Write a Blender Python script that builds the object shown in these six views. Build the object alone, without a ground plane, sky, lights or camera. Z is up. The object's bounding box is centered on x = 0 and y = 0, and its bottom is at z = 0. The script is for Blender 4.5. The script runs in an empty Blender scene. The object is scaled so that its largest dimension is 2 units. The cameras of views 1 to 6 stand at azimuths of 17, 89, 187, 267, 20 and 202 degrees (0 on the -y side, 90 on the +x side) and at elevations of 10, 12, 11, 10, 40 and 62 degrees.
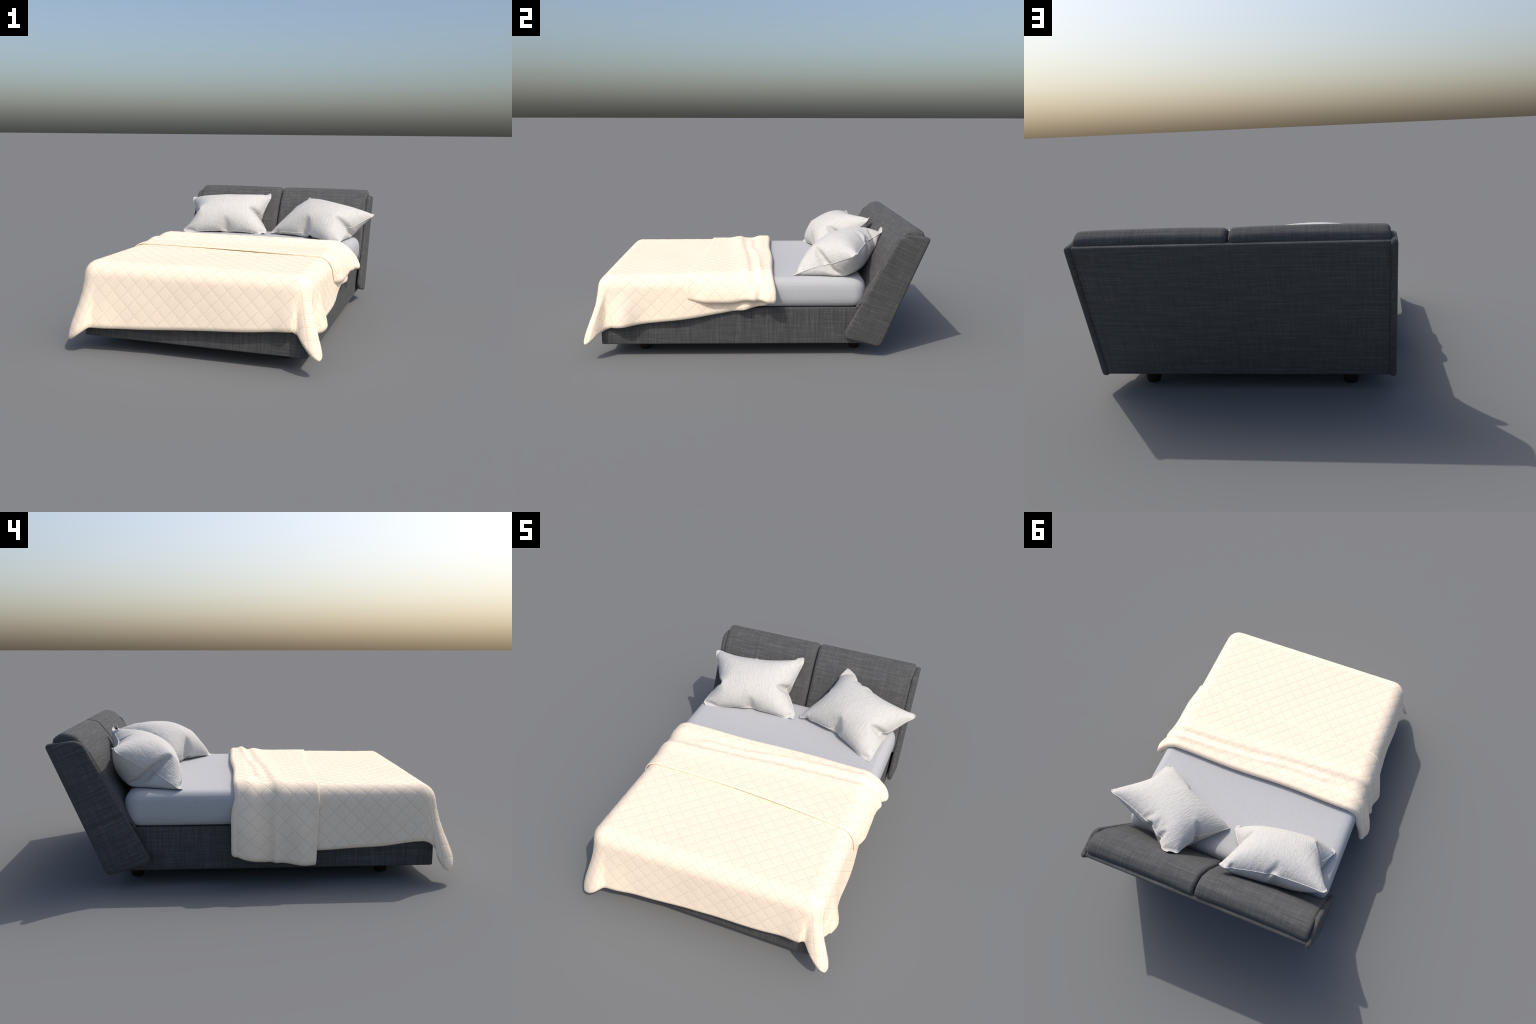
import bpy, math
import numpy as np
from mathutils import Matrix, Vector

rng = np.random.default_rng(7)

# ------------------------------------------------------------------ helpers
def collect(name, verts, faces, mat=None, parent=None, matrix=None, smooth=True, sharp=None):
    """Mesh object from world-space verts; matrix gives the object's own frame."""
    v = np.asarray(verts, float).reshape(-1, 3)
    if matrix is not None:
        inv = np.array(matrix.inverted())
        v = v @ inv[:3, :3].T + inv[:3, 3]
    me = bpy.data.meshes.new(name)
    me.from_pydata([tuple(p) for p in v], [], [tuple(int(i) for i in f) for f in faces])
    me.validate()
    me.polygons.foreach_set("use_smooth", [smooth] * len(me.polygons))
    if sharp is not None:
        me.set_sharp_from_angle(angle=math.radians(sharp))
    me.update()
    ob = bpy.data.objects.new(name, me)
    bpy.context.scene.collection.objects.link(ob)
    if mat:
        me.materials.append(mat)
    if matrix is not None:
        ob.matrix_world = matrix
    if parent:
        bpy.context.view_layer.update()
        ob.parent = parent
        ob.matrix_parent_inverse = parent.matrix_world.inverted()
    return ob

def empty(name, loc=(0, 0, 0), parent=None):
    ob = bpy.data.objects.new(name, None)
    ob.empty_display_size = 0.05
    bpy.context.scene.collection.objects.link(ob)
    ob.location = loc
    bpy.context.view_layer.update()
    if parent:
        ob.parent = parent
        ob.matrix_parent_inverse = parent.matrix_world.inverted()
    return ob

def grid_faces(nu, nv, wrap_u=False, flip=False):
    f = []
    for i in range(nu if wrap_u else nu - 1):
        k = (i + 1) % nu
        for j in range(nv - 1):
            q = (i * nv + j, k * nv + j, k * nv + j + 1, i * nv + j + 1)
            f.append(q[::-1] if flip else q)
    return f

def rounded_polygon(pts, radii, seg=7, span=0.02):
    """Closed 2D polygon with each corner rounded by its own radius; long sides subdivided."""
    out, n = [], len(pts)
    P = [np.array(p, float) for p in pts]
    for i in range(n):
        a, b, c = P[i - 1], P[i], P[(i + 1) % n]
        d1, d2 = (a - b) / np.linalg.norm(a - b), (c - b) / np.linalg.norm(c - b)
        ang = math.acos(max(-1, min(1, float(d1 @ d2))))
        t = radii[i] / math.tan(ang / 2)
        p1, p2 = b + d1 * t, b + d2 * t
        mid = (d1 + d2) / np.linalg.norm(d1 + d2)
        cen = b + mid * radii[i] / math.sin(ang / 2)
        a1 = math.atan2(*(p1 - cen)[::-1]); a2 = math.atan2(*(p2 - cen)[::-1])
        da = (a2 - a1 + math.pi) % (2 * math.pi) - math.pi
        for k in range(seg + 1):
            th = a1 + da * k / seg
            out.append(cen + radii[i] * np.array([math.cos(th), math.sin(th)]))
    res = []
    for i in range(len(out)):
        p, q = out[i], out[(i + 1) % len(out)]
        m = max(1, int(np.linalg.norm(q - p) / span))
        for k in range(m):
            res.append(p + (q - p) * k / m)
    return np.array(res)

def inset_normals(P):
    t = np.roll(P, -1, 0) - np.roll(P, 1, 0)
    t /= np.linalg.norm(t, axis=1)[:, None]
    area = 0.5 * np.sum(P[:, 0] * np.roll(P[:, 1], -1) - np.roll(P[:, 0], -1) * P[:, 1])
    n = np.stack([-t[:, 1], t[:, 0]], 1)
    return n if area > 0 else -n

def loft(profile, sections, place):
    """profile (n,2); sections = [(height, inset)]; place(p2, h)-> xyz. Ends are closed with rings."""
    n = len(profile)
    N = inset_normals(profile)
    cen = profile.mean(0)
    rings = []
    h0, i0 = sections[0]; h1, i1 = sections[-1]
    for f in (0.0, 0.35, 0.7):
        base = profile + N * i0
        rings.append(place(cen + (base - cen) * max(f, 0.02), np.full(n, h0)))
    for h, ins in sections:
        rings.append(place(profile + N * ins, np.full(n, h)))
    for f in (0.7, 0.35, 0.0):
        base = profile + N * i1
        rings.append(place(cen + (base - cen) * max(f, 0.02), np.full(n, h1)))
    V = np.concatenate(rings)
    m = len(rings)
    F = []
    for r in range(m - 1):
        for i in range(n):
            k = (i + 1) % n
            F.append((r * n + i, r * n + k, (r + 1) * n + k, (r + 1) * n + i))
    F.append(tuple(range(n))[::-1])
    F.append(tuple((m - 1) * n + i for i in range(n)))
    return V, F

def fix_normals(ob):
    import bmesh
    bm = bmesh.new(); bm.from_mesh(ob.data)
    bmesh.ops.recalc_face_normals(bm, faces=bm.faces)
    bm.to_mesh(ob.data); bm.free()

def rounded_sections(a, b, r, seg=6, mid=2):
    s = []
    for k in range(seg + 1):
        th = math.pi / 2 * k / seg
        s.append((a + r * (1 - math.cos(th)) if False else a + r * (1 - math.cos(th)), r * (1 - math.sin(th))))
    for k in range(1, mid):
        s.append((a + r + (b - a - 2 * r) * k / mid, 0))
    for k in range(seg + 1):
        th = math.pi / 2 * (1 - k / seg)
        s.append((b - r * (1 - math.cos(th)), r * (1 - math.sin(th))))
    return s

def smooth01(x):
    x = np.clip(x, 0, 1)
    return x * x * (3 - 2 * x)

def fade(x, lo, hi):
    return smooth01((x - lo) / (hi - lo))

def spline(x, xs, ys):
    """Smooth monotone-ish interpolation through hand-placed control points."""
    xs, ys = np.array(xs, float), np.array(ys, float)
    m = np.gradient(ys, xs)
    x = np.clip(x, xs[0], xs[-1])
    i = np.clip(np.searchsorted(xs, x, side="right") - 1, 0, len(xs) - 2)
    h = xs[i + 1] - xs[i]; t = (x - xs[i]) / h
    return ((1 + 2 * t) * (1 - t) ** 2 * ys[i] + t * (1 - t) ** 2 * h * m[i]
            + t * t * (3 - 2 * t) * ys[i + 1] + t * t * (t - 1) * h * m[i + 1])

def gauss(x, c, w):
    return np.exp(-((x - c) / w) ** 2)

# ------------------------------------------------------------------ materials
class Nodes:
    def __init__(self, name):
        self.mat = bpy.data.materials.new(name)
        self.mat.use_nodes = True
        self.t = self.mat.node_tree
        self.b = self.t.nodes["Principled BSDF"]
        self.co = self.t.nodes.new("ShaderNodeTexCoord").outputs["Object"]
    def link(self, a, b): self.t.links.new(a, b)
    def noise(self, scale, detail=2.0, rough=0.5, size=1.0, offset=(0, 0, 0)):
        m = self.t.nodes.new("ShaderNodeMapping")
        m.inputs["Scale"].default_value = scale
        m.inputs["Location"].default_value = offset
        self.link(self.co, m.inputs["Vector"])
        n = self.t.nodes.new("ShaderNodeTexNoise")
        n.inputs["Scale"].default_value = size
        n.inputs["Detail"].default_value = detail
        n.inputs["Roughness"].default_value = rough
        self.link(m.outputs[0], n.inputs["Vector"])
        return n.outputs[0]
    def math(self, op, a, b=0.0, clamp=False):
        n = self.t.nodes.new("ShaderNodeMath"); n.operation = op; n.use_clamp = clamp
        for k, v in enumerate((a, b)):
            if isinstance(v, (int, float)): n.inputs[k].default_value = v
            else: self.link(v, n.inputs[k])
        return n.outputs[0]
    def ramp(self, fac, stops):
        n = self.t.nodes.new("ShaderNodeValToRGB")
        e = n.color_ramp.elements
        while len(e) < len(stops): e.new(0.5)
        for k, (p, c) in enumerate(stops):
            e[k].position = p; e[k].color = (*c, 1)
        self.link(fac, n.inputs[0])
        return n.outputs[0]
    def bump(self, h, strength=0.3, dist=0.002):
        n = self.t.nodes.new("ShaderNodeBump")
        n.inputs["Strength"].default_value = strength
        n.inputs["Distance"].default_value = dist
        self.link(h, n.inputs["Height"])
        self.link(n.outputs[0], self.b.inputs["Normal"])
    def done(self, rough=0.9, spec=0.2, sheen=0.0):
        self.b.inputs["Roughness"].default_value = rough
        self.b.inputs["Specular IOR Level"].default_value = spec
        self.b.inputs["Sheen Weight"].default_value = sheen
        return self.mat

def slub_linen(name, warp, weft, warp_w, weft_w, tone=1.0):
    """Dark grey slubby upholstery linen; warp/weft are the stretched thread directions."""
    n = Nodes(name)
    a = n.noise(warp, 3, 0.65)
    b = n.noise(weft, 3, 0.65, offset=(3.1, 1.7, 5.3))
    a2 = n.noise([c * 0.33 for c in warp], 2, 0.6, offset=(9, 2, 4))
    b2 = n.noise([c * 0.33 for c in weft], 2, 0.6, offset=(1, 8, 6))
    f = n.math("MULTIPLY", n.math("SUBTRACT", a, 0.5), warp_w)
    f = n.math("ADD", f, n.math("MULTIPLY", n.math("SUBTRACT", b, 0.5), weft_w))
    f = n.math("ADD", f, n.math("MULTIPLY", n.math("SUBTRACT", a2, 0.5), warp_w * 0.5))
    f = n.math("ADD", f, n.math("MULTIPLY", n.math("SUBTRACT", b2, 0.5), weft_w * 0.5))
    f = n.math("ADD", f, 0.5, clamp=True)
    c = n.ramp(f, [(0.0, tuple(tone * k for k in (0.034, 0.0343, 0.0352))),
                   (0.5, tuple(tone * k for k in (0.073, 0.0733, 0.0745))),
                   (1.0, tuple(tone * k for k in (0.160, 0.160, 0.160)))])
    n.link(c, n.b.inputs["Base Color"])
    n.bump(f, 0.35, 0.002)
    return n.done(0.95, 0.15, 0.05)

FINE = 330.0
LINEN_BASE = slub_linen("grey_linen_base", (FINE, FINE, 9), (9, 9, FINE), 0.95, 0.65)
LINEN_FRONT = slub_linen("grey_linen_cushion", (FINE, 9, 9), (9, FINE, FINE), 0.55, 0.9, 1.19)
LINEN_BACK = slub_linen("grey_linen_back", (FINE, 30, 9), (9, 30, FINE), 0.6, 0.85, 1.10)
LINEN_SIDE = slub_linen("grey_linen_side", (60, FINE, 9), (60, 9, FINE), 0.6, 0.95, 1.03)

def leg_material():
    n = Nodes("dark_wood")
    f = n.noise((60, 60, 6), 4)
    c = n.ramp(f, [(0.3, (0.010, 0.006, 0.004)), (0.7, (0.026, 0.015, 0.010))])
    n.link(c, n.b.inputs["Base Color"])
    return n.done(0.45, 0.4)

def mattress_material():
    n = Nodes("ribbed_cotton")
    w = n.t.nodes.new("ShaderNodeTexWave")
    w.wave_type, w.bands_direction = "BANDS", "Z"
    w.inputs["Scale"].default_value = 42.0
    w.inputs["Distortion"].default_value = 0.4
    n.link(n.co, w.inputs["Vector"])
    wx = n.t.nodes.new("ShaderNodeTexWave")
    wx.wave_type, wx.bands_direction = "BANDS", "X"
    wx.inputs["Scale"].default_value = 42.0
    wx.inputs["Distortion"].default_value = 0.4
    n.link(n.co, wx.inputs["Vector"])
    g = n.noise((90, 40, 90), 3)
    f = n.math("ADD", n.math("MULTIPLY", w.outputs["Fac"], 0.22), n.math("MULTIPLY", wx.outputs["Fac"], 0.12))
    f = n.math("ADD", f, n.math("MULTIPLY", g, 0.5))
    c = n.ramp(f, [(0.1, (0.42, 0.427, 0.445)), (0.8, (0.51, 0.515, 0.528))])
    n.link(c, n.b.inputs["Base Color"])
    n.bump(f, 0.25, 0.0015)
    return n.done(0.9, 0.2)

def pillow_material():
    n = Nodes("white_washed_linen")
    wob = n.noise((14, 9, 14), 3, 0.6)
    fine = n.noise((160, 22, 60), 4, 0.62)
    crease = n.noise((34, 11, 20), 3, 0.6, offset=(4, 4, 1))
    ridge = n.math("ABSOLUTE", n.math("SUBTRACT", crease, 0.5))
    ridge = n.math("MULTIPLY", n.math("MINIMUM", ridge, 0.05), 9.0)
    f = n.math("ADD", n.math("MULTIPLY", fine, 0.55), n.math("MULTIPLY", ridge, 0.35))
    f = n.math("ADD", f, n.math("MULTIPLY", wob, 0.35))
    c = n.ramp(f, [(0.25, (0.535, 0.522, 0.498)), (0.8, (0.63, 0.617, 0.59))])
    n.link(c, n.b.inputs["Base Color"])
    n.bump(f, 0.7, 0.007)
    return n.done(0.9, 0.2)

def quilt_material():
    n = Nodes("cream_quilt_cotton")
    a = n.noise((180, 180, 20), 3, 0.6)
    b = n.noise((7, 7, 7), 3, 0.55, offset=(2, 5, 1))
    f = n.math("ADD", n.math("MULTIPLY", a, 0.5), n.math("MULTIPLY", b, 0.6))
    c = n.ramp(f, [(0.3, (0.945, 0.785, 0.61)), (0.8, (0.98, 0.838, 0.665))])
    n.link(c, n.b.inputs["Base Color"])
    n.bump(f, 0.12, 0.001)
    return n.done(0.9, 0.15)

def plain(name, c, rough=0.9):
    n = Nodes(name)
    f = n.noise((40, 40, 40), 2)
    col = n.ramp(f, [(0.3, tuple(k * 0.9 for k in c)), (0.7, tuple(min(1, k * 1.1) for k in c))])
    n.link(col, n.b.inputs["Base Color"])
    return n.done(rough, 0.15)

LEG, MATT, PILLOW, QUILT = leg_material(), mattress_material(), pillow_material(), quilt_material()
THREAD = plain("grey_thread", (0.37, 0.33, 0.305))
PIPING = plain("white_piping", (0.62, 0.61, 0.595))

# ------------------------------------------------------------------ bed
bed = empty("bed")
bed["label"] = "low double bed upholstered in dark grey linen, slanted headboard"
bed["category"] = "bed"

# base box
outline = rounded_polygon([(-0.620, -0.893), (0.620, -0.893), (0.620, 0.700), (-0.620, 0.700)], [0.014] * 4, seg=5)
V, F = loft(outline, rounded_sections(0.077, 0.297, 0.008, 5, 8), lambda p, h: np.stack([p[:, 0], p[:, 1], h], 1))
base = collect("base", V, F, LINEN_BASE, bed)
fix_normals(base)

# legs: tapered, slightly bellied turned feet
def leg_mesh(x, y):
    prof = [(0.0, 0.0), (0.022, 0.0), (0.0275, 0.002), (0.0315, 0.008), (0.036, 0.026), (0.0395, 0.050), (0.039, 0.082)]
    n = 32
    V = [(r * math.cos(2 * math.pi * k / n), r * math.sin(2 * math.pi * k / n), z)
         for k in range(n) for r, z in prof[1:]]
    F = grid_faces(n, len(prof) - 1, wrap_u=True)
    F.append(tuple(k * (len(prof) - 1) for k in range(n))[::-1])
    return V, F
first = None
for x in (-0.462, 0.462):
    for y in (-0.662, 0.612):
        if first is None:
            V, F = leg_mesh(0, 0)
            first = collect("leg", V, F, LEG, None, sharp=50)
            fix_normals(first)
            ob = first
        else:
            ob = first.copy()
            bpy.context.scene.collection.objects.link(ob)
        ob.location = (x, y, 0.0)
        ob.parent = bed

# mattress: soft slab, bulging sides, plan corners tighten towards top and bottom
zb, zt, rings = 0.299, 0.473, []
def slab_ring(inset, z):
    r = max(0.075 - 0.5 * inset, 0.02)
    x, y0, y1 = 0.632 - inset, -0.872 + inset, 0.654 - inset
    pts = []
    for cx, cy, a0 in ((x - r, y1 - r, 0), (-x + r, y1 - r, 90), (-x + r, y0 + r, 180), (x - r, y0 + r, 270)):
        for k in range(13):
            a = math.radians(a0 + 90 * k / 12)
            pts.append((cx + r * math.cos(a), cy + r * math.sin(a), z))
    return pts
for k in range(29):
    th = math.pi * k / 28
    c = math.copysign(abs(math.cos(th)) ** 0.72, -math.cos(th))
    sn = abs(math.sin(th)) ** 0.72
    rings.append(slab_ring((0.052 if c < 0 else 0.078) * (1 - sn), (zb + zt) / 2 + (zt - zb) / 2 * c))
nr = len(rings[0])
F = []
for k in range(len(rings) - 1):
    for q in range(nr):
        w = (q + 1) % nr
        F.append((k * nr + q, k * nr + w, (k + 1) * nr + w, (k + 1) * nr + q))
F.append(tuple(range(nr))[::-1])
F.append(tuple((len(rings) - 1) * nr + q for q in range(nr)))
mattress = collect("mattress", np.array(rings).reshape(-1, 3), F, MATT, bed)

# headboard -----------------------------------------------------------------
tilt = math.radians(22.6)
HB = Matrix.Translation((0, 0.737, 0.079)) @ Matrix.Rotation(-tilt, 4, "X")
headboard = empty("headboard", (0, 0.70, 0.08), bed)
yz = lambda p, h: np.stack([h, p[:, 0], p[:, 1]], 1)

panel = rounded_polygon([(1.009, 0.714), (0.838, 0.7365), (0.510, 0.124), (0.738, 0.064)],
                        [0.018, 0.070, 0.036, 0.030], seg=9)
for side in (-1, 1):
    a, b = sorted((side * 0.632, side * 0.661))
    V, F = loft(panel, rounded_sections(a, b, 0.0135, 6, 1), yz)
    ob = collect("side_panel", V, F, LINEN_SIDE, headboard, HB)
    fix_normals(ob)

backp = rounded_polygon([(0.998, 0.712), (0.955, 0.714), (0.690, 0.080), (0.734, 0.079)], [0.010, 0.008, 0.004, 0.006], seg=4)
V, F = loft(backp, rounded_sections(-0.6335, 0.6335, 0.004, 3, 10), yz)
ob = collect("back_panel", V, F, LINEN_BACK, headboard, HB)
fix_normals(ob)

# two seat-back cushions with big rolled top
cush = rounded_polygon([(0.560, 0.290), (0.690, 0.290), (0.700, 0.240), (0.982, 0.708), (0.962, 0.765), (0.915, 0.772), (0.838, 0.735)],
                       [0.01, 0.01, 0.01, 0.014, 0.035, 0.06, 0.06], seg=7)
def cushion_place(x0, x1):
    def f(p, h):
        u = (h - (x0 + x1) / 2) / ((x1 - x0) / 2)
        puff = 0.008 * (1 - np.clip(np.abs(u), 0, 1) ** 3) - 0.004
        up = fade(p[:, 1], 0.3, 0.5)
        return np.stack([h, p[:, 0] - puff * up * 0.9, p[:, 1] + puff * 0.5 * up], 1)
    return f
cush = rounded_polygon([(0.588, 0.292), (0.700, 0.292), (0.972, 0.700), (0.970, 0.740), (0.925, 0.771), (0.862, 0.755), (0.795, 0.670)],
                       [0.01, 0.01, 0.012, 0.03, 0.05, 0.05, 0.20], seg=7)
for x0, x1 in ((-0.636, -0.003), (0.003, 0.636)):
    V, F = loft(cush, rounded_sections(x0, x1, 0.020, 8, 24), cushion_place(x0, x1))
    ob = collect("cushion", V, F, LINEN_FRONT, headboard, HB)
    fix_normals(ob)

# ------------------------------------------------------------------ bedspread
W, FOOT, RAD, TOPZ = 0.548, -0.826, 0.086, 0.4885
ALPHA = math.radians(83)
PITCH = 0.0845

def hang(d):
    """Distance past the edge of the flat top -> (outward, downward)."""
    arc = RAD * ALPHA
    th = np.clip(d, 0, arc) / RAD
    rest = np.clip(d - arc, 0, None)
    return RAD * np.sin(th) + rest * math.cos(ALPHA), RAD * (1 - np.cos(th)) + rest * math.sin(ALPHA)

def length_for(z, top=TOPZ):
    down = top - np.asarray(z, float)
    return RAD * ALPHA + (down - RAD * (1 - math.cos(ALPHA))) / math.sin(ALPHA)

HEM_R = lambda t: length_for(spline(t, [-1.2, -0.89, -0.75, -0.56, -0.36, -0.15, 0.0, 0.1],
                                    [0.185, 0.187, 0.200, 0.222, 0.244, 0.279, 0.310, 0.335]))
HEM_L = lambda t: length_for(spline(t, [-1.2, -0.9, -0.80, -0.70, -0.6, -0.43, -0.29, 0.1],
                                    [0.205, 0.205, 0.213, 0.205, 0.192, 0.183, 0.178, 0.19]))
HEM_F = lambda s: length_for(spline(s, [-0.9, -0.56, -0.48, -0.3, 0.0, 0.35, 0.56, 0.9],
                                    [0.150, 0.146, 0.146, 0.152, 0.173, 0.200, 0.222, 0.215]))

def puff(s, t, amount):
    """Quilting: a shallow groove along both families of diagonal stitch lines."""
    g = 0
    for c in (s + t, s - t):
        x = (c / PITCH) % 1.0
        d = np.minimum(x, 1 - x) * PITCH / math.sqrt(2)
        g = g + np.exp(-(d / 0.0065) ** 2)
    return amount * (0.4 - np.minimum(g, 1.2))

def drape(s, t, lift=0.0, folds=None):
    """Cloth coordinates -> world position, hung over the mattress edges and foot corners."""
    s, t = np.asarray(s, float), np.asarray(t, float)
    side = np.where(s < 0, -1.0, 1.0)
    a = np.clip(np.abs(s) - W, 0, None)
    b = np.clip(FOOT - t, 0, None)
    d = np.hypot(a, b)
    phi = np.arctan2(b, a + 1e-9)
    # the very corner of the cloth is rounded off a little
    far = np.where(side < 0, 0.425, 0.392)
    d = np.where(d > far, far + 0.05 * np.tanh((d - far) / 0.05), d)
    out, down = hang(d)
    # perimeter angle in degrees: 0..90 round the corner, beyond it measured along the hem
    ang = np.degrees(phi)
    ang = np.where((b <= 0) & (a > 0), -np.degrees(np.clip(t - FOOT, 0, None) / 0.30), ang)
    ang = np.where((a <= 0) & (b > 0), 90 + np.degrees(np.clip(W - np.abs(s), 0, None) / 0.30), ang)
    grow = fade(d, 0.08, 0.46)
    if folds is not None:
        fo, fa = folds(side, ang, t, d, grow)
        out = out + fo + lift * fade(d, 0.0, 0.08)
        # the skirt stays against the bed up to the fold: crowd the cloth towards the foot
        phi = phi + np.radians(np.where(side > 0, 18.0, 10.0) * gauss(ang, 17, 15)) * ((a > 0) & (b > 0)) * fade(d, 0.1, 0.3) * fade(ang, 0, 8)
    x = np.clip(np.abs(s), 0, W) + out * np.cos(phi) * (a > 0)
    y = np.maximum(t, FOOT) - out * np.sin(phi) * (b > 0)
    z = TOPZ - down + lift * (1 - 0.9 * fade(d, 0.02, 0.11))
    if folds is not None:
        # sideways slack: the corner fold stays wide instead of closing to a spike
        tx, ty = np.sin(phi), np.cos(phi)
        tv = fa * ((a > 0) & (b > 0))
        x = x - tx * tv
        y = y - ty * tv
    return side * x, y, z

def foot_folds(side, ang, t, d, grow):
    late = grow ** 1.7
    left = 0.066 * gauss(ang, 58, 34) * late + 0.012 * gauss(ang, 104, 14) * grow - 0.013 * gauss(ang, 36, 8) * grow ** 2 - 0.012 * gauss(ang, -10, 14) * grow
    g2 = fade(d, 0.10, 0.34)
    right = 0.088 * gauss(ang, 42, 17) * grow ** 1.25 + 0.034 * gauss(ang, -14, 13) * g2 + 0.018 * gauss(ang, 92, 12) * g2 \
        - 0.026 * gauss(ang, 14, 10) * g2 - 0.012 * gauss(ang, 71, 10) * g2
    # slow waves along the long sides, gathers near the head
    hemw = fade(d, 0.10, 0.32)
    wave = 0.006 * np.sin(t * 13.0 + side) * (ang < 0) * hemw + 0.004 * np.sin(ang * 0.06) * (ang > 90) * hemw
    gath = (side > 0) * hemw * (0.030 * gauss(t, -0.05, 0.045) + 0.034 * gauss(t, 0.07, 0.035) - 0.004 * gauss(t, -0.12, 0.03))
    o = np.where(side > 0, right, left) * (d > 0) + wave + gath
    pc = np.where(side > 0, 40.0, 56.0)
    dphi = np.radians(ang - pc)
    slack = np.where(side > 0, 0.42, 0.46) * np.clip(d - 0.12, 0, None) * dphi * gauss(np.degrees(dphi), 0, np.where(side > 0, 30, 24))
    return o, slack

def body(i, j):
    """i across (0 left hem .. 1 right hem), j along (0 foot hem .. 1 head)."""
    tn = FOOT - 0.34 + (0.088 - FOOT + 0.34) * j
    s = -(W + HEM_L(tn)) * (1 - i) + (W + HEM_R(tn)) * i
    t = (FOOT - HEM_F(s)) * (1 - j) + 0.088 * j
    return s, t

def body_surface(s, t):
    x, y, z = drape(s, t, 0.0, foot_folds)
    und = 0.0025 * np.sin(x * 7 + 1) * np.sin(y * 9 + 2)
    flat = 1 - fade(np.hypot(np.clip(np.abs(s) - W, 0, None), np.clip(FOOT - t, 0, None)), 0, 0.1)
    return np.stack([x, y, z + und * flat], -1)

def with_puff(P, s, t, amount, edge=None, curl=0.010, reach=0.022):
    """Offset along the surface normal for quilting, and roll the hem inwards."""
    du = np.gradient(P, axis=0); dv = np.gradient(P, axis=1)
    n = np.cross(du, dv)
    n /= np.linalg.norm(n, axis=-1, keepdims=True) + 1e-12
    h = puff(s, t, amount)
    if edge is not None:
        h = h * fade(edge, 0.0, 0.03) - curl * np.clip(1 - edge / reach, 0, 1) ** 2
    return P + n * h[..., None], n

NI, NJ = 400, 300
J = np.linspace(0, 1, NJ)[None, :] * np.ones((NI, 1))
I = np.linspace(0, 1, NI)[:, None] * np.ones((1, NJ))
S, T = body(I, J)
P = body_surface(S, T)
# let the cloth relax a little where it is gathered, hems included
dist = np.hypot(np.clip(np.abs(S) - W, 0, None), np.clip(FOOT - T, 0, None))
soft = (0.5 * fade(dist, 0.03, 0.12))[..., None]
def relax(P, weight, rounds):
    for _ in range(rounds):
        Q = np.pad(P, ((1, 1), (1, 1), (0, 0)), mode="reflect", reflect_type="odd")
        avg = (Q[2:, 1:-1] + Q[:-2, 1:-1] + Q[1:-1, 2:] + Q[1:-1, :-2]) / 4
        P = P + weight * (avg - P)
    return P
P = relax(P, soft, 14)
arcs = np.minimum((S - S[:1]), (S[-1:] - S))
edge = np.minimum(arcs, T - T[:, :1])
corner = soft * np.exp(-((np.abs(S) - W) / 0.09) ** 2)[..., None] * fade(FOOT + 0.06 - T, 0, 0.1)[..., None]
P, NRM = with_puff(P, S, T, 0.0007, edge)
P = relax(P, corner, 12)

spread = collect("bedspread", P.reshape(-1, 3), grid_faces(NI, NJ), QUILT)
spread["label"] = "cream diamond-quilted bedspread draped over bed, top turned back"
spread["category"] = "bedspread"
sol = spread.modifiers.new("thickness", "SOLIDIFY"); sol.thickness = 0.0065; sol.offset = -1

# turned-down flap: rolls over at the head and lies back towards the foot
HEAD = 0.089
FLAP_END = lambda s: spline(s, [-1.0, -0.62, -0.3, 0.0, 0.3, 0.6, 0.70, 0.735, 0.76, 0.80], [-0.285, -0.306, -0.309, -0.322, -0.352, -0.386, -0.388, -0.378, -0.350, -0.30])
FH_L = lambda t: length_for(spline(t, [-0.4, -0.28, -0.16, -0.05, 0.03, 0.11], [0.121, 0.122, 0.132, 0.142, 0.158, 0.178]), TOPZ + 0.012)
FH_R = lambda t: length_for(spline(t, [-0.40, -0.36, -0.30, -0.20, -0.10, -0.02, 0.05, 0.11], [0.40, 0.372, 0.356, 0.350, 0.352, 0.366, 0.360, 0.352]), TOPZ + 0.012)

def flap_folds(side, ang, t, d, grow):
    hemw = fade(d, 0.06, 0.30)
    right = 0.020 * fade(t, -0.38, -0.25) + 0.022 * gauss(t, 0.085, 0.05) + 0.012 * gauss(t, 0.0, 0.03) - 0.012 * gauss(t, 0.035, 0.02)
    left = 0.004 + 0.024 * gauss(t, -0.215, 0.06) + 0.010 * gauss(t, -0.085, 0.018) - 0.006 * gauss(t, -0.06, 0.014) - 0.004 * gauss(t, -0.13, 0.03) + 0.032 * gauss(t, 0.03, 0.07) + 0.016 * gauss(t, 0.09, 0.04)
    hemr = fade(d, 0.03, 0.18)
    return np.where(side > 0, right * hemr * 1.35, left * hemw), 0.0

def ridge(y, c, rise, fall, h):
    """Asymmetric crease: slow rise from the foot side, steep drop to the head side."""
    return h * np.where(y < c, np.exp(-((y - c) / rise) ** 2), np.exp(-((y - c) / fall) ** 2))

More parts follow.
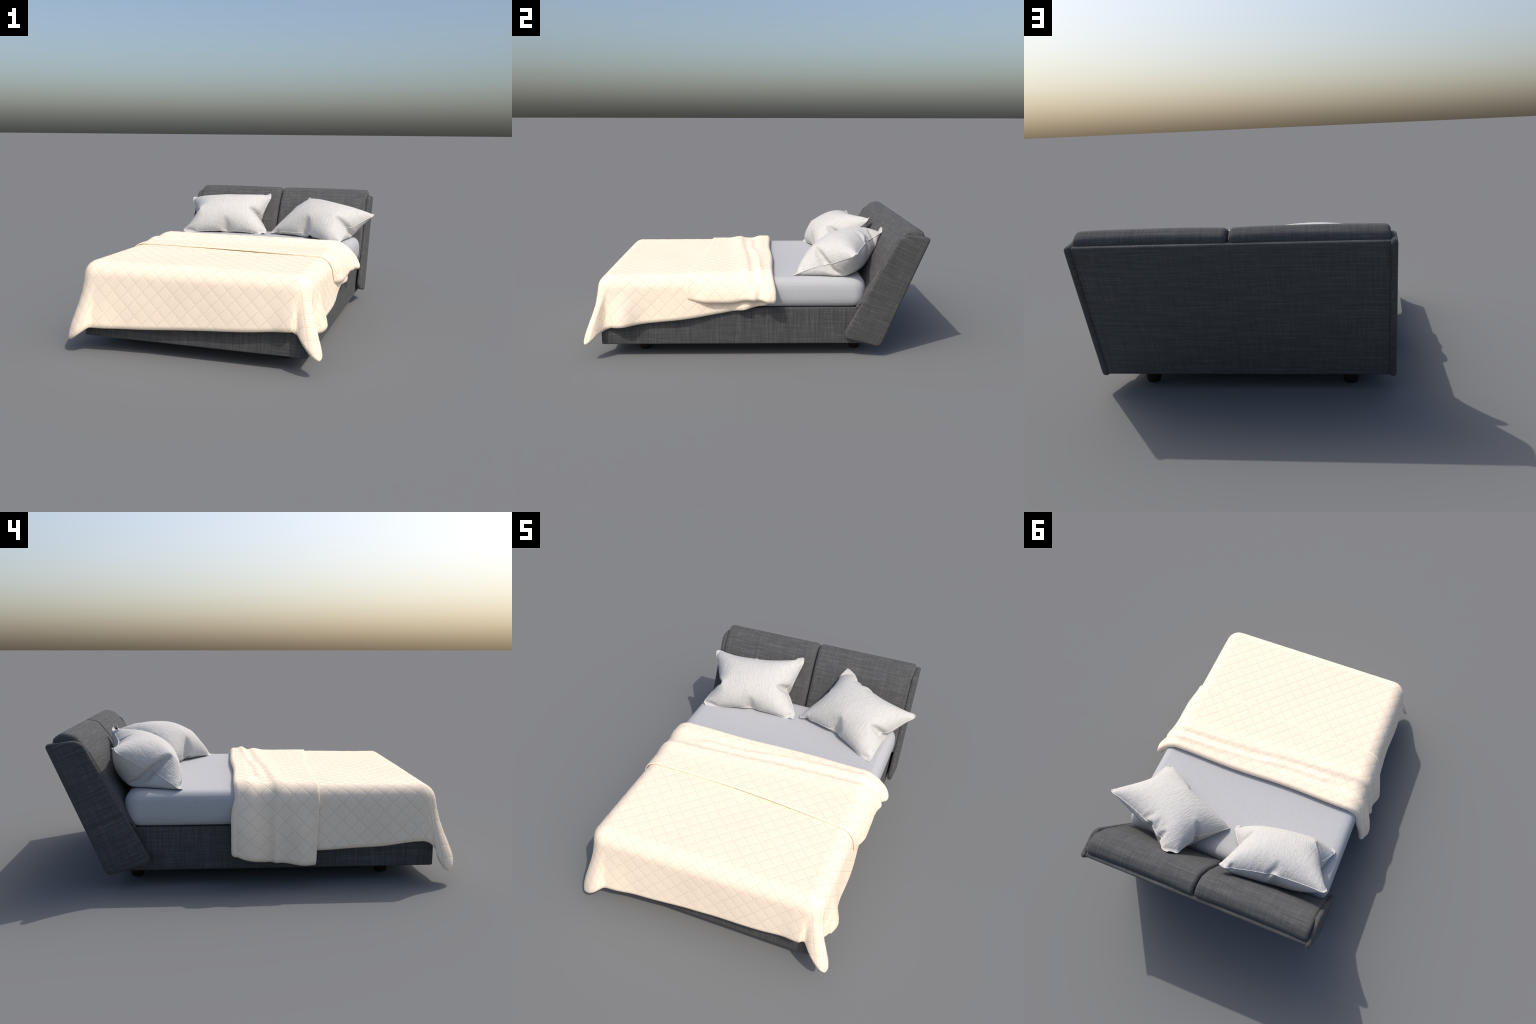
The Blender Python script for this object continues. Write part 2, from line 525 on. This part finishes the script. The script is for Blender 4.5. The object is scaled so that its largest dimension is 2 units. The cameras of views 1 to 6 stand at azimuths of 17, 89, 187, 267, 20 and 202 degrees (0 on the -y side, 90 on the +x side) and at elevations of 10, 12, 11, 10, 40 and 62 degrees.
def wrinkles(x, y):
    wob = 0.005 * np.sin(x * 8 + 0.5) + 0.0015 * np.sin(x * 19 + 1)
    c1 = -0.058 + 0.062 * x + wob * 0.6 - 0.012
    c2 = 0.012 + 0.07 * np.clip(x, -0.2, 0.7) + wob - 0.012
    z = ridge(y, c1, 0.050, 0.026, 0.0125)
    z = z + ridge(y, c2, 0.024, 0.018, 0.0100) * fade(x, -0.15, 0.12) 
    z = z + ridge(y, -0.012 + 0.02 * x + wob, 0.024, 0.022, 0.012) * (fade(-x, -0.12, 0.06)) * (1 - fade(-x, 0.36, 0.46))
    z = z + 0.016 * fade(y, -0.02, 0.05)
    return z

ROLL = 0.026     # radius of the turned edge
def flap_surface(i, j):
    """j: 0 inside the fold under the head edge, 1 at the free edge."""
    roll_len = math.pi * ROLL
    jr = 0.12
    top = np.clip((j - jr) / (1 - jr), 0, 1)
    tn = HEAD * (1 - top) + (-0.33) * top
    s = -(W + FH_L(tn)) * (1 - i) + (W + FH_R(tn)) * i
    t = HEAD * (1 - top) + FLAP_END(s) * top
    # small waviness of the head edge
    dd = np.clip(np.abs(s) - W, 0, None)
    sh = 0.004 * np.sin(s * 9) * (1 - fade(dd, 0, 0.1)) + 0.018 * fade(dd, 0.02, 0.2) * (s < 0) - 0.006 * gauss(dd, 0.1, 0.04) * (s < 0) + 0.016 * fade(dd, 0.03, 0.15) * (s > 0)
    tt = t + sh * fade(tn, -0.1, 0.085)
    x, y, z = drape(s, tt, 0.0115, flap_folds)
    flat = 1 - fade(dd, 0.03, 0.16)
    hump = wrinkles(x, y)
    thick = hump * (1 - 0.45 * fade(dd, 0.0, 0.12))
    side = np.sign(s)
    tht = np.clip(dd / RAD, 0, ALPHA)
    nx, nz = np.sin(tht) * side, np.cos(tht)
    x = x + nx * thick; z = z + nz * thick
    # the roll: circle in the (surface normal, +y) plane
    ar = np.clip(1 - j / jr, 0, 1) * math.pi
    r = 0.0195 + 0.001 * np.sin(s * 5)
    y = y + r * np.sin(ar) * (ar > 0) * 1.15
    k = r * (1 - np.cos(ar))
    x = x - nx * k; z = z - nz * k
    return s, t, np.stack([x, y, z], -1), ar, dd

FI, FJ = 380, 130
I2 = np.linspace(0, 1, FI)[:, None] * np.ones((1, FJ))
J2 = np.linspace(0, 1, FJ)[None, :] * np.ones((FI, 1))
S2, T2, P2, AR, DD = flap_surface(I2, J2)
TC = 2 * 0.10 - T2 + AR * 0.0165 * 0     # cloth coordinate keeps running past the fold
edge2 = np.minimum(np.minimum(S2 - S2[:1], S2[-1:] - S2), T2 - T2[:, -1:])
du, dv = np.gradient(P2, axis=0), np.gradient(P2, axis=1)
N2 = np.cross(dv, du); N2 /= np.linalg.norm(N2, axis=-1, keepdims=True) + 1e-12
h2 = puff(S2, TC, 0.0007) * fade(edge2, 0, 0.03) - 0.003 * np.clip(1 - edge2 / 0.010, 0, 1) ** 2 - 0.010 * np.clip(1 - np.minimum(S2 - S2[:1], S2[-1:] - S2) / 0.024, 0, 1) ** 2
P2 = P2 + N2 * h2[..., None]
flap = collect("turned_down_flap", P2.reshape(-1, 3), grid_faces(FI, FJ, flip=True), QUILT, spread)
sol = flap.modifiers.new("thickness", "SOLIDIFY"); sol.thickness = 0.0065; sol.offset = -1

# stitching: short thread dashes along the diagonals, a knot at each crossing
def bilinear(field, fi, fj):
    ni, nj = field.shape[:2]
    fi = np.clip(fi, 0, ni - 1.001); fj = np.clip(fj, 0, nj - 1.001)
    a, b = fi.astype(int), fj.astype(int)
    u, v = (fi - a)[:, None], (fj - b)[:, None]
    return field[a, b] * (1 - u) * (1 - v) + field[a + 1, b] * u * (1 - v) + field[a, b + 1] * (1 - u) * v + field[a + 1, b + 1] * u * v

def stitch_mesh(locate, smin, smax, tmin, tmax):
    """locate(s,t)-> (position, normal, valid)."""
    step = PITCH / math.sqrt(2) / 5
    verts, faces = [], []
    span = (smax - smin) + (tmax - tmin)
    for fam in (1, -1):
        dirv = np.array([1, -fam]) / math.sqrt(2)
        lo = min(smin + fam * tmin, smin + fam * tmax); hi = max(smax + fam * tmin, smax + fam * tmax)
        for k in range(math.floor(lo / PITCH), math.ceil(hi / PITCH) + 1):
            c = k * PITCH
            # a point on s + fam*t = c whose other coordinate is a multiple of the pitch
            p0 = np.array([c / 2, fam * c / 2])
            n = int(span / step)
            m = np.arange(-n, n + 1)
            pos = m * step
            knot = (m % 5 == 0)
            half = np.where(knot, 0.0021, 0.0036)
            wid = np.where(knot, 0.0013, 0.0008)
            cs = p0[0] + dirv[0] * pos; ct = p0[1] + dirv[1] * pos
            ok = (cs > smin) & (cs < smax) & (ct > tmin) & (ct < tmax)
            if not ok.any(): continue
            cs, ct, half, wid = cs[ok], ct[ok], half[ok], wid[ok]
            a, na, va = locate(cs - dirv[0] * half, ct - dirv[1] * half)
            b, nb, vb = locate(cs + dirv[0] * half, ct + dirv[1] * half)
            good = va & vb
            a, b, nn, wid = a[good], b[good], na[good], wid[good][:, None]
            d = b - a; L = np.linalg.norm(d, axis=1, keepdims=True); d = d / (L + 1e-9)
            w = np.cross(nn, d)
            for q in range(len(a)):
                o = len(verts)
                A, B, N_, W_, D_ = a[q], b[q], nn[q], w[q] * wid[q], d[q]
                up = N_ * 0.0006; lowr = N_ * -0.0008
                verts += [A - W_ + lowr, A + W_ + lowr, B + W_ + lowr, B - W_ + lowr]
                A2, B2 = A + D_ * 0.0006, B - D_ * 0.0006
                verts += [A2 - W_ * 0.6 + up, A2 + W_ * 0.6 + up, B2 + W_ * 0.6 + up, B2 - W_ * 0.6 + up]
                faces += [(o + 4, o + 5, o + 6, o + 7), (o, o + 1, o + 5, o + 4), (o + 1, o + 2, o + 6, o + 5),
                          (o + 2, o + 3, o + 7, o + 6), (o + 3, o, o + 4, o + 7), (o + 3, o + 2, o + 1, o)]
    return verts, faces

def body_locate(s, t):
    # invert (i,j) from cloth coordinates by fixed point iteration
    j = (t - FOOT + 0.33) / (0.088 - FOOT + 0.33)
    for _ in range(12):
        tf = FOOT - HEM_F(s)
        j = (t - tf) / (0.088 - tf)
        tn = FOOT - 0.34 + (0.088 - FOOT + 0.34) * j
        l, r = -(W + HEM_L(tn)), W + HEM_R(tn)
        i = (s - l) / (r - l)
    ok = (i > 0.004) & (i < 0.996) & (j > 0.006) & (j < 0.97)
    ok &= ~((t > FLAP_END(s) + 0.02) & (np.abs(s) < W + 0.05))
    return bilinear(P, i * (NI - 1), j * (NJ - 1)), bilinear(NRM, i * (NI - 1), j * (NJ - 1)), ok

def flap_locate(s, tc):
    t = 2 * 0.10 - tc
    jr = 0.12
    top = (HEAD - t) / (HEAD + 0.33)
    for _ in range(12):
        fe = FLAP_END(s)
        top = (HEAD - t) / (HEAD - fe)
        tn = HEAD * (1 - top) - 0.33 * top
        l, r = -(W + FH_L(tn)), W + FH_R(tn)
        i = (s - l) / (r - l)
    ok = (i > 0.006) & (i < 0.994) & (top > 0.0) & (top < 0.985)
    j = jr + (1 - jr) * np.clip(top, 0, 1)
    return bilinear(P2, i * (FI - 1), j * (FJ - 1)), bilinear(N2, i * (FI - 1), j * (FJ - 1)), ok

for loc, rng_, par in ((body_locate, (-1.0, 1.0, -1.25, 0.09), spread), (flap_locate, (-1.05, 0.85, 0.1, 0.62), flap)):
    V, F = stitch_mesh(loc, *rng_)
    ob = collect("stitching", V, F, THREAD, par, smooth=False)
    ob["kind"] = "stuff"

# ------------------------------------------------------------------ pillows
def cushion_front_y(z):
    return 0.805 + (z - 0.70) * 0.53

def inflate(corners, size, kinks, steps=420, n=(56, 42), gravity=0.5, pressure=2.2):
    """Two sheets sewn along the rim, blown up between four held corners and resting on the
    mattress and the headboard cushions (position based cloth).
    kinks = where each seam buckles inwards first: (edge, position, depth)."""
    nu, nv = n
    u = np.linspace(0, 1, nu)[:, None] * np.ones((1, nv)); v = np.linspace(0, 1, nv)[None, :] * np.ones((nu, 1))
    bl, br, tr, tl = corners
    uu, vv = u.copy(), v.copy()
    for edge, pos, point, pull in kinks:
        depth = 0.12
        if edge == "left": uu += depth * gauss(v, pos, 0.16) * (1 - u) ** 2
        if edge == "right": uu -= depth * gauss(v, pos, 0.16) * u ** 2
        if edge == "bottom": vv += depth * gauss(u, pos, 0.14) * (1 - v) ** 2
        if edge == "top": vv -= depth * gauss(u, pos, 0.14) * v ** 2
    a, b = uu[..., None], vv[..., None]
    mid = bl * (1 - a) * (1 - b) + br * a * (1 - b) + tr * a * b + tl * (1 - a) * b
    ez = np.cross(br + tr - bl - tl, tl + tr - bl - br); ez /= np.linalg.norm(ez)
    idx = np.full((2, nu, nv), -1)
    rim = np.zeros((nu, nv), bool); rim[[0, -1]] = True; rim[:, [0, -1]] = True
    idx[0] = np.arange(nu * nv).reshape(nu, nv)
    idx[1] = idx[0]
    idx[1][~rim] = nu * nv + np.arange((~rim).sum())
    X = np.zeros((nu * nv + (~rim).sum(), 3))
    dome = 0.05 * (np.sin(math.pi * u) * np.sin(math.pi * v)) ** 0.5
    X[idx[1].ravel()] = (mid - ez * dome[..., None]).reshape(-1, 3)
    X[idx[0].ravel()] = (mid + ez * (dome * ~rim)[..., None]).reshape(-1, 3)
    du, dv = size[0] / (nu - 1), size[1] / (nv - 1)
    groups = []
    for f in (0, 1):
        g = idx[f]
        for q in (0, 1):
            groups.append((g[q:-1:2].ravel(), g[q + 1::2].ravel(), du, 1.0))
            groups.append((g[:, q:-1:2].ravel(), g[:, q + 1::2].ravel(), dv, 1.0))
            for A, B in ((g[q:-1:2, :-1], g[q + 1::2, 1:]), (g[q:-1:2, 1:], g[q + 1::2, :-1])):
                groups.append((A.ravel(), B.ravel(), math.hypot(du, dv), 0.55))
        for q in range(4):
            A, B = g[q:-2:4], g[q + 2::4]; m = min(len(A), len(B))
            groups.append((A[:m].ravel(), B[:m].ravel(), 2 * du, 0.22))
            A, B = g[:, q:-2:4], g[:, q + 2::4]; m = min(A.shape[1], B.shape[1])
            groups.append((A[:, :m].ravel(), B[:, :m].ravel(), 2 * dv, 0.22))
    pins = [idx[0][0, 0], idx[0][-1, 0], idx[0][-1, -1], idx[0][0, -1]]
    goal = list(X[pins])
    start = list(goal)
    dimple = []
    for edge, pos, point, pull in kinks:
        k, m = int(round(pos * (nu - 1))), int(round(pos * (nv - 1)))
        q = {"left": idx[0][0, m], "right": idx[0][-1, m], "bottom": idx[0][k, 0], "top": idx[0][k, -1]}[edge]
        pins.append(q); start.append(X[q].copy()); goal.append(np.array(point, float))
        ku = {"left": 0.0, "right": 1.0}.get(edge, pos); kv = {"bottom": 0.0, "top": 1.0}.get(edge, pos)
        along = (v - kv) * size[1] if edge in ("left", "right") else (u - ku) * size[0]
        into = np.abs(u - ku) * size[0] if edge in ("left", "right") else np.abs(v - kv) * size[1]
        dimple.append(1 - pull * np.exp(-(along / 0.035) ** 2 - (into / 0.10) ** 2))
    pins, last, start = np.array(pins), np.array(goal), np.array(start)
    # the sharp corners hold less filling
    cu, cv = np.minimum(u, 1 - u) * size[0], np.minimum(v, 1 - v) * size[1]
    full = np.clip(np.hypot(cu, cv) / 0.10, 0.20, 1.0)
    for k in dimple: full = full * k
    hold = np.where(np.arange(len(pins)) < 4, 0.16, 1.0)[:, None]
    Vel = np.zeros_like(X)
    dt = 1 / 90
    for step in range(steps):
        F = np.zeros_like(X)
        for f, sg in ((0, 1.0), (1, -1.0)):
            G = X[idx[f]]
            nrm = np.cross(np.gradient(G, axis=0), np.gradient(G, axis=1)) * sg / (du * dv)
            np.add.at(F, idx[f].ravel(), (nrm * full[..., None]).reshape(-1, 3))
        ramp = min(1.0, step / 80)
        go = min(1.0, step / 120)
        goal = start * (1 - go) + last * go
        Vel = (Vel + dt * (F * pressure * ramp - np.array([0, 0, gravity]))) * 0.955
        sp = np.linalg.norm(Vel, axis=1, keepdims=True)
        Vel *= np.minimum(1, 1.5 / (sp + 1e-9))
        Y = X + Vel * dt
        for it in range(7):
            for A, B, rest, k in groups:
                D = Y[B] - Y[A]
                L = np.sqrt((D * D).sum(1)) + 1e-9
                kk = np.where(L < rest, k * 0.5 if k > 0.5 else k, k)
                c = (0.5 * kk * (L - rest) / L)[:, None] * D
                Y[A] += c; Y[B] -= c
            Y[pins] += hold * (goal - Y[pins])
            Y[:, 2] = np.maximum(Y[:, 2], 0.4745)
            lim = cushion_front_y(Y[:, 2])
            Y[:, 1] = np.minimum(Y[:, 1], np.maximum(lim, Y[:, 1] * 0 + lim))
            Y[pins] += hold * (goal - Y[pins])
        Vel = (Y - X) / dt
        X = Y
    return X, idx

def make_pillow(tl, tr, bl, br, size, kinks, seed):
    r = np.random.default_rng(seed)
    C = [np.array(c, float) for c in (bl, br, tr, tl)]
    cen = sum(C) / 4
    ex = (C[1] + C[2] - C[0] - C[3]); ex /= np.linalg.norm(ex)
    ey = (C[3] + C[2] - C[0] - C[1]); ey -= ex * (ey @ ex); ey /= np.linalg.norm(ey)
    ez = np.cross(ex, ey)
    M = Matrix(((ex[0], ey[0], ez[0], cen[0]), (ex[1], ey[1], ez[1], cen[1]), (ex[2], ey[2], ez[2], cen[2]), (0, 0, 0, 1)))
    X, idx = inflate(C, size, kinks)
    nu, nv = idx.shape[1:]
    faces = []
    for i in range(nu - 1):
        for j in range(nv - 1):
            faces.append((idx[0, i, j], idx[0, i + 1, j], idx[0, i + 1, j + 1], idx[0, i, j + 1]))
            faces.append((idx[1, i, j], idx[1, i, j + 1], idx[1, i + 1, j + 1], idx[1, i + 1, j]))
    ob = collect("pillow", X, faces, PILLOW, None, M)
    rimv = set(int(q) for q in np.concatenate([idx[0][0], idx[0][-1], idx[0][:, 0], idx[0][:, -1]]))
    cr = ob.data.attributes.new("crease_edge", "FLOAT", "EDGE")
    for e in ob.data.edges:
        if e.vertices[0] in rimv and e.vertices[1] in rimv: cr.data[e.index].value = 1.0
    sub = ob.modifiers.new("soft", "SUBSURF"); sub.levels = sub.render_levels = 2
    ob["label"] = "plump white linen pillow with pointed corners and fine piping"
    ob["category"] = "pillow"
    seam = X[idx[0]]
    # piping: thin flattened cord round the seam
    loop = [(i, 0) for i in range(nu - 1)] + [(nu - 1, j) for j in range(nv - 1)] + \
           [(i, nv - 1) for i in range(nu - 1, 0, -1)] + [(0, j) for j in range(nv - 1, 0, -1)]
    path = np.array([seam[i, j] for i, j in loop])
    path = (np.roll(path, 1, 0) + 4 * path + np.roll(path, -1, 0)) / 6
    nn = len(path)
    tt = np.arange(0, nn, 0.5)
    path = np.stack([np.interp(tt, np.arange(nn + 1), np.append(path[:, k], path[0, k])) for k in range(3)], 1)
    tang = np.roll(path, -1, 0) - np.roll(path, 1, 0)
    tang /= np.linalg.norm(tang, axis=1)[:, None]
    outv = np.cross(tang, ez); outv /= np.linalg.norm(outv, axis=1)[:, None]
    nrm = np.cross(outv, tang)
    V = []
    jit = 0.0004 * r.standard_normal(len(path))
    for p, o, n, q in zip(path, outv, nrm, jit):
        for k in range(8):
            th = 2 * math.pi * k / 8
            V.append(p + o * (0.0006 + 0.0022 * math.cos(th) + q) + n * (0.0013 * math.sin(th)))
    n_ = len(path)
    F = [(i * 8 + k, ((i + 1) % n_) * 8 + k, ((i + 1) % n_) * 8 + (k + 1) % 8, i * 8 + (k + 1) % 8) for i in range(n_) for k in range(8)]
    pip = collect("piping", V, F, PIPING, ob, M)
    fix_normals(pip)
    return ob

make_pillow((-0.634, 0.684, 0.692), (-0.061, 0.773, 0.737), (-0.575, 0.374, 0.477), (-0.008, 0.443, 0.478),
            (0.618, 0.470), [("left", 0.44, (-0.505, 0.520, 0.563), 1.6), ("right", 0.46, (-0.112, 0.604, 0.568), 1.6),
                             ("bottom", 0.52, (-0.285, 0.450, 0.492), 0.6), ("top", 0.48, (-0.352, 0.700, 0.690), 0.7)], 3)
make_pillow((0.233, 0.797, 0.711), (0.725, 0.564, 0.634), (0.033, 0.468, 0.479), (0.542, 0.230, 0.479),
            (0.612, 0.476), [("right", 0.46, (0.560, 0.425, 0.540), 1.6), ("bottom", 0.48, (0.300, 0.415, 0.503), 1.6),
                             ("top", 0.43, (0.412, 0.662, 0.655), 0.9), ("left", 0.45, (0.157, 0.620, 0.572), 0.5)], 11)
